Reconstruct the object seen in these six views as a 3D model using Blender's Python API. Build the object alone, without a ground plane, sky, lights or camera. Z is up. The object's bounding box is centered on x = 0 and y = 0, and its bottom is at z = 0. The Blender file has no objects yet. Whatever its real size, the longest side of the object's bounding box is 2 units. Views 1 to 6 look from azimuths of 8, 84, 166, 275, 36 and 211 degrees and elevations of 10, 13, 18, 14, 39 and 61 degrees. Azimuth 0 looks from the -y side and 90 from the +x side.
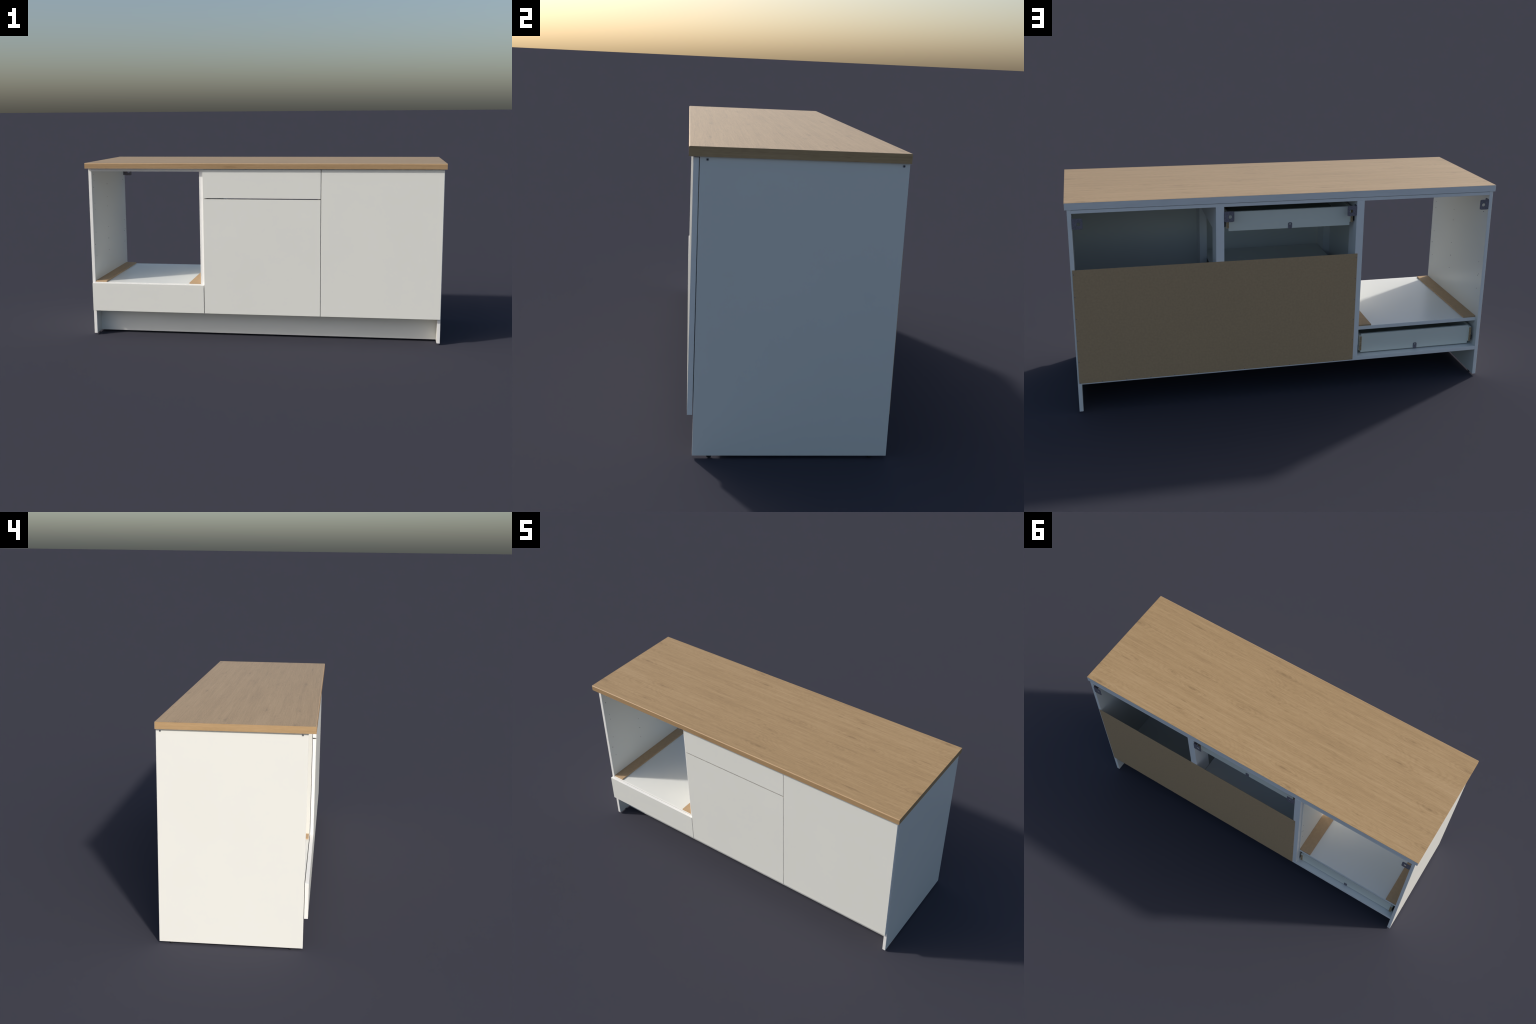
import bpy, bmesh, math, random
from mathutils import Vector

random.seed(11)
COLL = bpy.context.scene.collection

# ------------------------------------------------------------------ materials
def new_mat(name):
    m = bpy.data.materials.new(name)
    m.use_nodes = True
    nt = m.node_tree
    nt.nodes.clear()
    out = nt.nodes.new('ShaderNodeOutputMaterial')
    bsdf = nt.nodes.new('ShaderNodeBsdfPrincipled')
    nt.links.new(bsdf.outputs[0], out.inputs[0])
    return m, nt, bsdf

def node(nt, kind, **kw):
    n = nt.nodes.new(kind)
    for k, v in kw.items():
        if k.startswith('in_'):
            n.inputs[int(k[3:])].default_value = v
        else:
            setattr(n, k, v)
    return n

def coords(nt, scale=(1, 1, 1), loc=(0, 0, 0)):
    tc = node(nt, 'ShaderNodeTexCoord')
    mp = node(nt, 'ShaderNodeMapping')
    mp.inputs['Scale'].default_value = scale
    mp.inputs['Location'].default_value = loc
    nt.links.new(tc.outputs['Object'], mp.inputs['Vector'])
    return mp.outputs[0]

def noise(nt, vec, scale, detail=3.0, rough=0.5, dist=0.0):
    n = node(nt, 'ShaderNodeTexNoise')
    n.inputs['Scale'].default_value = scale
    n.inputs['Detail'].default_value = detail
    n.inputs['Roughness'].default_value = rough
    n.inputs['Distortion'].default_value = dist
    nt.links.new(vec, n.inputs['Vector'])
    return n.outputs[0]

def math_n(nt, op, a, b=None, c=None, clamp=False):
    n = node(nt, 'ShaderNodeMath', operation=op)
    n.use_clamp = clamp
    for i, v in enumerate((a, b, c)):
        if v is None:
            continue
        if isinstance(v, (int, float)):
            n.inputs[i].default_value = v
        else:
            nt.links.new(v, n.inputs[i])
    return n.outputs[0]

def ramp(nt, fac, stops):
    r = node(nt, 'ShaderNodeValToRGB')
    els = r.color_ramp.elements
    while len(els) < len(stops):
        els.new(0.5)
    for e, (p, c) in zip(els, stops):
        e.position = p
        e.color = (*c, 1)
    nt.links.new(fac, r.inputs[0])
    return r.outputs[0]

def mapr(nt, v, a, b, c=0.0, d=1.0):
    n = node(nt, 'ShaderNodeMapRange')
    nt.links.new(v, n.inputs[0])
    for i, x in enumerate((a, b, c, d)):
        n.inputs[i + 1].default_value = x
    return n.outputs[0]

def mix(nt, fac, a, b, blend='MIX'):
    n = node(nt, 'ShaderNodeMix', data_type='RGBA', blend_type=blend)
    if isinstance(fac, (int, float)):
        n.inputs[0].default_value = fac
    else:
        nt.links.new(fac, n.inputs[0])
    for i, v in ((6, a), (7, b)):
        if isinstance(v, tuple):
            n.inputs[i].default_value = (*v, 1)
        else:
            nt.links.new(v, n.inputs[i])
    return n.outputs[2]

def speckled(name, base, var, scale, rough=0.5, spec=0.4, stretch=(1, 1, 1), bump=0.0, metal=0.0, detail=3.0):
    """Plain surface with a faint tonal mottling."""
    m, nt, b = new_mat(name)
    v = coords(nt, stretch)
    n = noise(nt, v, scale, detail, 0.6)
    lo = tuple(max(0, c * (1 - var)) for c in base)
    hi = tuple(min(1, c * (1 + var)) for c in base)
    col = ramp(nt, n, [(0.3, lo), (0.7, hi)])
    nt.links.new(col, b.inputs['Base Color'])
    b.inputs['Roughness'].default_value = rough
    b.inputs['Specular IOR Level'].default_value = spec
    b.inputs['Metallic'].default_value = metal
    if bump:
        bp = node(nt, 'ShaderNodeBump')
        bp.inputs['Strength'].default_value = bump
        bp.inputs['Distance'].default_value = 0.001
        nt.links.new(n, bp.inputs['Height'])
        nt.links.new(bp.outputs[0], b.inputs['Normal'])
    return m

def oak(name, base, dark, light, grain_axis='x', rough=0.45, spec=0.5, contrast=1.0):
    """Oak foil: long fibres, cathedral growth rings as contour lines of a
    stretched noise field, sparse darker streaks."""
    m, nt, b = new_mat(name)
    def st(along, across):
        if grain_axis == 'x':
            return (along, across, across)
        return (across, along, across)
    # growth rings: contour lines of a stretched field, shown only in patches
    field = noise(nt, coords(nt, st(2.0, 10.0), (3.1, 0.4, 0)), 1.0, 0.0)
    wobble = noise(nt, coords(nt, st(9.0, 60.0), (1, 4, 0)), 1.0, 2.0, 0.5)
    field = math_n(nt, 'ADD', field, math_n(nt, 'MULTIPLY', wobble, 0.030))
    rings = math_n(nt, 'SINE', math_n(nt, 'MULTIPLY', field, 190.0))
    rings = mapr(nt, rings, -0.3, 1.0)
    mask = mapr(nt, noise(nt, coords(nt, st(1.6, 8.0), (7, 1, 0)), 1.0, 1.5), 0.44, 0.64)
    # knots with nested loops around them, on a stretched cell pattern
    vor = node(nt, 'ShaderNodeTexVoronoi', voronoi_dimensions='2D', feature='F1')
    vor.inputs['Scale'].default_value = 1.0
    nt.links.new(coords(nt, st(2.6, 9.5), (0.37, 0.21, 0)), vor.inputs['Vector'])
    sep = node(nt, 'ShaderNodeSeparateColor')
    nt.links.new(vor.outputs['Color'], sep.inputs[0])
    has_knot = mapr(nt, sep.outputs[0], 0.40, 0.65)
    dk = math_n(nt, 'ADD', vor.outputs['Distance'], math_n(nt, 'MULTIPLY', math_n(nt, 'SUBTRACT', wobble, 0.5), 0.16))
    core = math_n(nt, 'MULTIPLY', mapr(nt, dk, 0.105, 0.03), has_knot)
    loops = mapr(nt, math_n(nt, 'SINE', math_n(nt, 'MULTIPLY', dk, 72.0)), -0.2, 1.0)
    loops = math_n(nt, 'MULTIPLY', math_n(nt, 'MULTIPLY', loops, mapr(nt, dk, 0.42, 0.12)), has_knot)
    # broad tonal bands of the print
    broad = noise(nt, coords(nt, st(0.7, 7.5), (1.7, 2.2, 0)), 1.0, 2.5, 0.5)
    bands = noise(nt, coords(nt, st(1.3, 55.0)), 1.0, 3.0, 0.6)
    # fibres and pores
    fib = noise(nt, coords(nt, st(6.0, 300.0)), 1.0, 3.0, 0.6, 0.15)
    pore = noise(nt, coords(nt, st(38.0, 420.0), (5, 5, 0)), 1.0, 2.0, 0.6)
    # short dark streaks beside the rings
    stre = noise(nt, coords(nt, st(9.0, 62.0), (0.3, 9.1, 0)), 1.0, 3.0, 0.55, 0.3)
    stre = mapr(nt, stre, 0.60, 0.74)
    gate = mapr(nt, noise(nt, coords(nt, st(1.2, 5.0), (2, 6, 0)), 1.0, 1.0), 0.47, 0.62)
    tone = math_n(nt, 'MULTIPLY', mapr(nt, broad, 0.3, 0.7, -0.5, 0.5), 0.30)
    tone = math_n(nt, 'ADD', tone, math_n(nt, 'MULTIPLY', mapr(nt, bands, 0.3, 0.7, -0.5, 0.5), 0.46))
    tone = math_n(nt, 'ADD', tone, math_n(nt, 'MULTIPLY', mapr(nt, fib, 0.3, 0.7, -0.5, 0.5), 0.58))
    tone = math_n(nt, 'ADD', tone, math_n(nt, 'MULTIPLY', mapr(nt, pore, 0.3, 0.7, -0.5, 0.5), 0.42))
    ringamt = math_n(nt, 'MULTIPLY', rings, math_n(nt, 'MULTIPLY', mask, 0.20))
    tone = math_n(nt, 'SUBTRACT', tone, ringamt)
    tone = math_n(nt, 'SUBTRACT', tone, math_n(nt, 'MULTIPLY', math_n(nt, 'MULTIPLY', stre, gate), 0.85))
    tone = math_n(nt, 'SUBTRACT', tone, math_n(nt, 'MULTIPLY', loops, 0.32))
    tone = math_n(nt, 'SUBTRACT', tone, math_n(nt, 'MULTIPLY', core, 0.46))
    tone = math_n(nt, 'MULTIPLY', tone, contrast)
    fac = mapr(nt, tone, -1.0, 0.8)
    col = ramp(nt, fac, [(0.0, dark), (0.52, base), (1.0, light)])
    nt.links.new(col, b.inputs['Base Color'])
    b.inputs['Roughness'].default_value = rough
    b.inputs['Specular IOR Level'].default_value = spec
    bp = node(nt, 'ShaderNodeBump')
    bp.inputs['Strength'].default_value = 0.08
    bp.inputs['Distance'].default_value = 0.0008
    nt.links.new(fib, bp.inputs['Height'])
    nt.links.new(bp.outputs[0], b.inputs['Normal'])
    return m

FACE = speckled('white_melamine_face', (0.850, 0.855, 0.808), 0.010, 3.0, 0.30, 0.5)
FRONT = speckled('white_front_foil', (0.860, 0.866, 0.806), 0.010, 3.0, 0.35, 0.5)
EDGE = speckled('white_edge_band', (0.93, 0.925, 0.895), 0.015, 40.0, 0.5, 0.35)
FRAME = speckled('white_frame_foil', (0.92, 0.92, 0.905), 0.015, 25.0, 0.5, 0.35, (1, 1, 0.15))
SEAM = speckled('edge_band_darkened_for_seam_shadow', (0.46, 0.455, 0.42), 0.10, 40.0, 0.6, 0.3)  # white edge band greyed so the gap shadow is in its colour
TOPBACK = speckled('pale_unfinished_edge', (0.84, 0.84, 0.83), 0.05, 30.0, 0.7, 0.2, (0.15, 1, 1))
DRAWER = speckled('drawer_grey_white_foil', (0.84, 0.855, 0.76), 0.012, 6.0, 0.45, 0.4)
HARDB = speckled('brown_hardboard', (0.555, 0.38, 0.218), 0.06, 110.0, 0.85, 0.12, bump=0.05, detail=5.0)
MDF = speckled('tan_fibreboard', (0.52, 0.355, 0.205), 0.05, 60.0, 0.7, 0.2)
CHIP = speckled('raw_chipboard', (0.42, 0.31, 0.185), 0.45, 260.0, 0.8, 0.2)
METAL = speckled('dull_zinc_metal', (0.20, 0.185, 0.215), 0.28, 220.0, 0.55, 0.35)
DARKM = speckled('dark_steel', (0.10, 0.10, 0.105), 0.15, 80.0, 0.45, 0.5, metal=0.4)
BLACK = speckled('black_plastic', (0.02, 0.02, 0.02), 0.1, 60.0, 0.5, 0.4)
CAP = speckled('grey_plastic_cap', (0.30, 0.31, 0.33), 0.1, 60.0, 0.5, 0.4)
HOLE = speckled('dark_hole', (0.16, 0.16, 0.155), 0.1, 60.0, 0.9, 0.1)
OAK_TOP = oak('oak_foil_top', (0.452, 0.297, 0.144), (0.320, 0.205, 0.098), (0.540, 0.370, 0.198), 'x', 0.42, 0.5, 1.2)
OAK_ARRIS = oak('oak_foil_arris_lightened_for_glint', (0.500, 0.330, 0.172), (0.42, 0.27, 0.14), (0.62, 0.43, 0.25), 'x', 0.42, 0.5)  # top oak lightened to paint the highlight line along the front arris
OAK_FRONT = oak('oak_foil_front_edge', (0.420, 0.274, 0.140), (0.310, 0.192, 0.090), (0.49, 0.33, 0.18), 'x', 0.5, 0.4)
OAK_SIDE = oak('oak_foil_end_edge', (0.480, 0.315, 0.158), (0.34, 0.21, 0.098), (0.57, 0.385, 0.21), 'y', 0.5, 0.4)

# ------------------------------------------------------------------ geometry helpers
def finish(bm, name, mats, parent=None, smooth=False):
    me = bpy.data.meshes.new(name)
    bm.normal_update()
    bm.to_mesh(me)
    bm.free()
    for m in mats:
        me.materials.append(m)
    if smooth:
        for p in me.polygons:
            p.use_smooth = True
    ob = bpy.data.objects.new(name, me)
    COLL.objects.link(ob)
    if parent:
        ob.parent = parent
    return ob

def add_box(bm, x, y, z, bevel=0.0, mat=0, axis_mats=None, segs=1):
    """Box from (lo, hi) spans; axis_mats maps a facing such as '-y' or 'x' to a
    material slot. All edges get a small chamfer."""
    t = bmesh.new()
    bmesh.ops.create_cube(t, size=1.0)
    for v in t.verts:
        v.co = Vector(((x[0] + x[1]) / 2 + v.co.x * (x[1] - x[0]),
                       (y[0] + y[1]) / 2 + v.co.y * (y[1] - y[0]),
                       (z[0] + z[1]) / 2 + v.co.z * (z[1] - z[0])))
    t.normal_update()
    for f in t.faces:
        f.material_index = mat
        if axis_mats:
            for i, a in enumerate('xyz'):
                if abs(f.normal[i]) > 0.9:
                    sgn = '-' if f.normal[i] < 0 else '+'
                    f.material_index = axis_mats.get(sgn + a, axis_mats.get(a, mat))
    if bevel > 0:
        bmesh.ops.bevel(t, geom=list(t.edges), offset=bevel, segments=segs, profile=0.5,
                        affect='EDGES', clamp_overlap=True, material=-1)
    merge(bm, t)

def merge(bm, t):
    me = bpy.data.meshes.new('tmp')
    t.to_mesh(me)
    t.free()
    bm.from_mesh(me)
    bpy.data.meshes.remove(me)

def add_cyl(bm, c, axis, r, length, seg=20, mat=0, r2=None):
    t = bmesh.new()
    bmesh.ops.create_cone(t, cap_ends=True, segments=seg, radius1=r, radius2=r if r2 is None else r2, depth=length)
    for v in t.verts:
        p = v.co.copy()
        if axis == 'x':
            v.co = Vector((p.z, p.x, p.y))
        elif axis == 'y':
            v.co = Vector((p.x, -p.z, p.y))
        v.co += Vector(c)
    for f in t.faces:
        f.material_index = mat
    bmesh.ops.recalc_face_normals(t, faces=t.faces)
    merge(bm, t)

def panel(name, x, y, z, mats, axis_mats=None, bevel=0.0008, parent=None, segs=1):
    bm = bmesh.new()
    add_box(bm, x, y, z, bevel, 0, axis_mats, segs)
    return finish(bm, name, mats, parent)

def board(name, x, y, z, thin, parent=None, face=None, edge=None, bevel=0.0008):
    """Melamine board: broad faces get the face foil, the rest the edge band."""
    am = {a: (0 if a == thin else 1) for a in 'xyz'}
    return panel(name, x, y, z, [face or FACE, edge or EDGE], am, bevel, parent)

def punched_plate(bm, centre, w, h, t, hole_r, hole_c=(0, 0), corner=0.004, facing='y', mat=0, seg=24):
    """Rounded rectangular plate with a round hole, thickness along `facing`."""
    outer, inner = [], []
    for i in range(seg):
        a = 2 * math.pi * i / seg
        ca, sa = math.cos(a), math.sin(a)
        cx, cy = w / 2 - corner, h / 2 - corner
        # superellipse-like walk: project the ray on a rounded rectangle
        k = min((w / 2) / max(abs(ca), 1e-6), (h / 2) / max(abs(sa), 1e-6))
        px, py = ca * k, sa * k
        if abs(px) > cx and abs(py) > cy:
            dx, dy = abs(px) - cx, abs(py) - cy
            L = math.hypot(dx, dy)
            px = math.copysign(cx + dx / L * corner, px)
            py = math.copysign(cy + dy / L * corner, py)
        outer.append((px, py))
        inner.append((hole_c[0] + hole_r * ca, hole_c[1] + hole_r * sa))
    def co(p, d):
        if facing == 'y':
            return Vector(centre) + Vector((p[0], d, p[1]))
        return Vector(centre) + Vector((d, p[0], p[1]))
    loops = []
    for d in (-t / 2, t / 2):
        loops.append(([bm.verts.new(co(p, d)) for p in outer], [bm.verts.new(co(p, d)) for p in inner]))
    (o0, i0), (o1, i1) = loops
    new = []
    for k in range(seg):
        j = (k + 1) % seg
        new += [bm.faces.new((o0[k], o0[j], i0[j], i0[k])), bm.faces.new((o1[k], i1[k], i1[j], o1[j])),
                bm.faces.new((o0[k], o1[k], o1[j], o0[j])), bm.faces.new((i0[k], i0[j], i1[j], i1[k]))]
    for f in new:
        f.material_index = mat
    bmesh.ops.recalc_face_normals(bm, faces=new)

# ------------------------------------------------------------------ dimensions
X_OUT, T_SIDE = 0.990, 0.0178          # carcass half width, side thickness
X_IN = X_OUT - T_SIDE
Y_FRONT, Y_BACK = -0.302, 0.3322       # carcass front and back
Z_SIDE, Z_TOPU, Z_TOP = 0.0070, 0.9682, 0.9990
Z_BOT = (0.1432, 0.1622)               # cabinet floor
Z_RAIL = (0.9508, 0.9662)              # top stretchers
P_LEFT = (-0.3450, -0.3092)            # frame posts of the partitions
P_MID = (0.3120, 0.3490)
Y_DOOR = (-0.3212, -0.3046)
Z_SHELF = (0.2936, 0.3122)             # oven shelf

cab = bpy.data.objects.new('kitchen_base_cabinet', None)
COLL.objects.link(cab)
cab['label'] = 'white kitchen base cabinet with oak countertop and oven bay'
cab['category'] = 'kitchen cabinet'

# ------------------------------------------------------------------ countertop
def countertop():
    bm = bmesh.new()
    x0, x1, y0, y1, z0, z1 = -1.0, 1.0, -0.335, 0.335, Z_TOPU, Z_TOP
    bmesh.ops.create_cube(bm, size=1.0)
    for v in bm.verts:
        v.co = Vector((v.co.x * (x1 - x0), v.co.y * (y1 - y0), (z0 + z1) / 2 + v.co.z * (z1 - z0)))
    bm.normal_update()
    for f in bm.faces:
        n = f.normal
        f.material_index = 0 if n.z > .9 else 1 if n.y < -.9 else 2 if abs(n.x) > .9 else 3
    front = [e for e in bm.edges if all(v.co.y < -0.33 and v.co.z > Z_TOP - 0.001 for v in e.verts)]
    bmesh.ops.bevel(bm, geom=front, offset=0.0040, segments=4, profile=0.5, affect='EDGES', material=4)
    bm.edges.ensure_lookup_table()
    rest = [e for e in bm.edges if e.calc_face_angle(0) > 1.2 and all(v.co.y > 0.33 or v.co.z < Z_TOPU + 0.001 for v in e.verts)]
    bmesh.ops.bevel(bm, geom=rest, offset=0.0006, segments=1, affect='EDGES', material=-1)
    return finish(bm, 'countertop', [OAK_TOP, OAK_FRONT, OAK_SIDE, TOPBACK, OAK_ARRIS], cab)
countertop()

# ------------------------------------------------------------------ carcass
for s in (-1, 1):
    xs = sorted((s * X_OUT, s * X_IN))
    side = board('side_panel', xs, (Y_FRONT, Y_BACK), (Z_SIDE, Z_TOPU - 0.0006), 'x', cab)
    # cam caps near the top and glides below
    for y in (-0.2795, 0.3137):
        bm = bmesh.new()
        add_cyl(bm, (s * (X_OUT + 0.0001), y, 0.9598), 'x', 0.0044, 0.0016, 20)
        add_cyl(bm, (s * (X_OUT + 0.0008), y, 0.9598), 'x', 0.0022, 0.0010, 6, 1)
        finish(bm, 'screw_cap', [CAP, BLACK], side)
    for y in (-0.248, 0.2785):
        bm = bmesh.new()
        add_cyl(bm, (s * (X_OUT - T_SIDE / 2), y, 0.0044), 'z', 0.0075, 0.0088, 20, 0, 0.0085)
        finish(bm, 'floor_glide', [BLACK], side)

board('floor_panel', (-X_IN, X_IN), (Y_FRONT, Y_BACK - 0.0004), Z_BOT, 'z', cab, face=FACE)
panel('plinth', (-X_IN, X_IN), (-0.2215, -0.2055), (0.0080, Z_BOT[0]), [FACE], None, 0.0008, cab)
# top stretchers lie flat, full width
panel('stretcher_rail', (-X_IN, X_IN), (Y_BACK - 0.11, Y_BACK), Z_RAIL, [FRAME], None, 0.0008, cab)
panel('stretcher_rail', (-X_IN, X_IN), (Y_FRONT + 0.0008, Y_FRONT + 0.10), Z_RAIL, [FRAME], None, 0.0008, cab)

# frame partitions: rear post, front post, upper rail
def partition(px):
    bm = bmesh.new()
    z0, z1 = Z_BOT[1], Z_RAIL[0]
    add_box(bm, px, (0.228, Y_BACK + 0.0004), (z0, z1), 0.0008)
    add_box(bm, px, (Y_FRONT, -0.196), (z0, z1), 0.0008)
    add_box(bm, (px[0] + .0006, px[1] - .0006), (-0.197, 0.229), (0.825, z1 - 0.0003), 0.0008)
    return finish(bm, 'partition_frame', [FRAME], cab)
left_part = partition(P_LEFT)
mid_part = partition(P_MID)
# liner of the oven bay
liner = board('partition_liner', (-0.3502, P_LEFT[0] - 0.0003), (Y_FRONT, 0.3095), (Z_BOT[1], Z_RAIL[0]), 'x', cab)

# oven shelf and two fibreboard runners on it
shelf = board('oven_shelf', (-X_IN, -0.3502), (Y_FRONT + 0.0005, 0.3085), Z_SHELF, 'z', cab)
for xs in ((-X_IN + 0.0006, -0.9058), (-0.4178, -0.3508)):
    panel('runner_strip', xs, (-0.2995, 0.3085), (Z_SHELF[1], 0.3195), [MDF], None, 0.0006, shelf)
# loose shelf of the middle bay
board('inner_shelf', (P_LEFT[1] + 0.0015, P_MID[0] - 0.0015), (-0.296, 0.326), (0.533, 0.5495), 'z', cab)

# hardboard back
back = panel('back_board', (-0.3210, 0.9830), (Y_BACK + 0.0006, 0.3350), (0.1502, 0.6966), [HARDB], None, 0.0004, cab)
nail = None
spots = [(0.978, 0.6758 - 0.1045 * i) for i in range(6)] + [(-0.3152, 0.6758 - 0.1045 * i) for i in range(6)]
spots += [(0.8806 - 0.1105 * i, 0.1535) for i in range(11)]
for (x, z) in spots:
    if nail is None:
        bm = bmesh.new()
        add_cyl(bm, (0, 0, 0), 'y', 0.0022, 0.0010, 12)
        nail = finish(bm, 'nail_head', [METAL], back)
        n = nail
    else:
        n = nail.copy()
        COLL.objects.link(n)
    n.location = (x, 0.3347, z)

# ------------------------------------------------------------------ fronts
FR = {'y': 0, 'x': 1, 'z': 1}
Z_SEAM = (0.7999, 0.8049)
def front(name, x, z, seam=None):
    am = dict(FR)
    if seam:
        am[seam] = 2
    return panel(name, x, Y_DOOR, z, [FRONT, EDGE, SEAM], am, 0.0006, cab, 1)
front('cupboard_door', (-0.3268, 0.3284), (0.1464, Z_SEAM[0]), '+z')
front('cupboard_door', (0.3318, 0.9872), (0.1464, 0.9650))

# ------------------------------------------------------------------ drawers
def drawer(fx, fz, bx, side_z, back_z, name, seam=None):
    """fx, fz: front spans; bx: outer spans of the box; side_z, back_z heights."""
    fr = front(name, fx, fz, seam)
    th = 0.0133
    y0, y1 = Y_DOOR[1], 0.3092
    for s in (0, 1):
        xs = (bx[0], bx[0] + th) if s == 0 else (bx[1] - th, bx[1])
        panel('drawer_side', xs, (y0 + 0.0004, y1), side_z, [DRAWER, CHIP], {'-y': 1, '+y': 1}, 0.0008, fr)
        # telescopic slide beside the box
        bm = bmesh.new()
        sx = bx[0] if s == 0 else bx[1]
        d = -1 if s == 0 else 1
        zc = side_z[0] + 0.013
        add_box(bm, sorted((sx + d * 0.0004, sx + d * 0.0034)), (y0 + 0.01, 0.300), (zc - 0.006, zc + 0.012), 0.0006)
        add_box(bm, sorted((sx + d * 0.0060, sx + d * 0.0082)), (y0 + 0.01, 0.304), (zc - 0.009, zc + 0.014), 0.0006)
        add_box(bm, sorted((sx + d * 0.0004, sx + d * 0.0082)), (y0 + 0.01, 0.300), (zc - 0.0075, zc - 0.0055), 0.0004)
        finish(bm, 'drawer_slide', [DARKM], fr)
    inner = (bx[0] + th + 0.0001, bx[1] - th - 0.0001)
    panel('drawer_back', (inner[0] - 0.0008, inner[1] + 0.0008), (0.287, 0.2995), back_z, [DRAWER], None, 0.0008, fr)
    panel('drawer_bottom', inner, (y0 + 0.0004, 0.2865), (back_z[0] + 0.012, back_z[0] + 0.0155), [DRAWER], None, 0.0004, fr)
    panel('drawer_inner_front', inner, (y0 + 0.0004, y0 + 0.0125), (back_z[0] + 0.0158, side_z[1]), [DRAWER], None, 0.0008, fr)
    # clip holding the bottom to the back board
    cx = (bx[0] + bx[1]) / 2
    bm = bmesh.new()
    punched_plate(bm, (cx, 0.3006, back_z[0] + 0.0140), 0.0188, 0.0285, 0.0016, 0.0036, (0, 0.0062), 0.0055)
    add_box(bm, (cx - 0.0090, cx + 0.0090), (0.262, 0.3006), (back_z[0] - 0.0020, back_z[0] - 0.0003), 0.0003)
    finish(bm, 'bottom_clip', [METAL], fr)
    return fr

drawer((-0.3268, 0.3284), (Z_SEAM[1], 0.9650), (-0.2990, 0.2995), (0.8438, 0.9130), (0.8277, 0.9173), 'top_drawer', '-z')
drawer((-0.9850, -0.3312), (0.1466, 0.3090), (-0.9562, -0.3598), (0.1822, 0.2592), (0.1680, 0.2647), 'bottom_drawer')

# ------------------------------------------------------------------ wall brackets
def bracket(x_wall, d):
    """Angle bracket on the panel at x_wall, plate pointing in direction d."""
    bm = bmesh.new()
    w, zc = 0.0450, 0.9050
    punched_plate(bm, (x_wall + d * (w / 2 + 0.0006), 0.3338, zc), w, 0.0485, 0.0020, 0.0080, (d * 0.0042, -0.0010), 0.0045)
    punched_plate(bm, (x_wall + d * 0.0016, 0.3175, zc + 0.0020), 0.0335, 0.0465, 0.0020, 0.0042, (0, 0.010), 0.0045, 'x')
    add_cyl(bm, (x_wall + d * 0.0036, 0.3185, zc - 0.008), 'x', 0.0040, 0.0024, 14, 1)
    for (px, pz) in ((0.004, 0.016), (0.002, -0.0165)):
        add_cyl(bm, (x_wall + d * (w / 2 + px), 0.33485, zc + pz), 'y', 0.0014, 0.0003, 10, 1)
    return finish(bm, 'wall_bracket', [METAL, DARKM], cab)
bracket(X_IN, -1)
bracket(-X_IN, 1)
bracket(P_MID[0], -1)
bracket(P_LEFT[1], 1)

# ------------------------------------------------------------------ pin holes
def pin_holes(x, d, pts, parent):
    bm = bmesh.new()
    for (y, z, r) in pts:
        add_cyl(bm, (x + d * 0.0001, y, z), 'x', r, 0.0008, 12)
    ob = finish(bm, 'pin_hole', [HOLE], parent)
    ob['kind'] = 'stuff'
    return ob
side_l = [o for o in cab.children if o.name.startswith('side_panel') and o.data.vertices[0].co.x < 0][0]
col_front = [(-0.2625, z, 0.0018) for z in (0.931, 0.895, 0.765, 0.7305, 0.5975, 0.459)]
col_big = [(-0.278, 0.8585, 0.0027), (-0.278, 0.5285, 0.0027), (-0.0305, 0.8573, 0.0026), (0.2890, 0.8580, 0.0026),
           (-0.0335, 0.5290, 0.0026), (0.2890, 0.5290, 0.0022), (0.3010, 0.5400, 0.0020)]
col_mid = [(-0.036, z, 0.0019) for z in (0.7815, 0.7245, 0.5990, 0.4588)] + [(0.2895, z, 0.0019) for z in (0.5998, 0.4600)]
pin_holes(-X_IN, 1, col_front + col_big + col_mid, side_l)
pin_holes(-0.3502, -1, col_front + col_big + col_mid, liner)
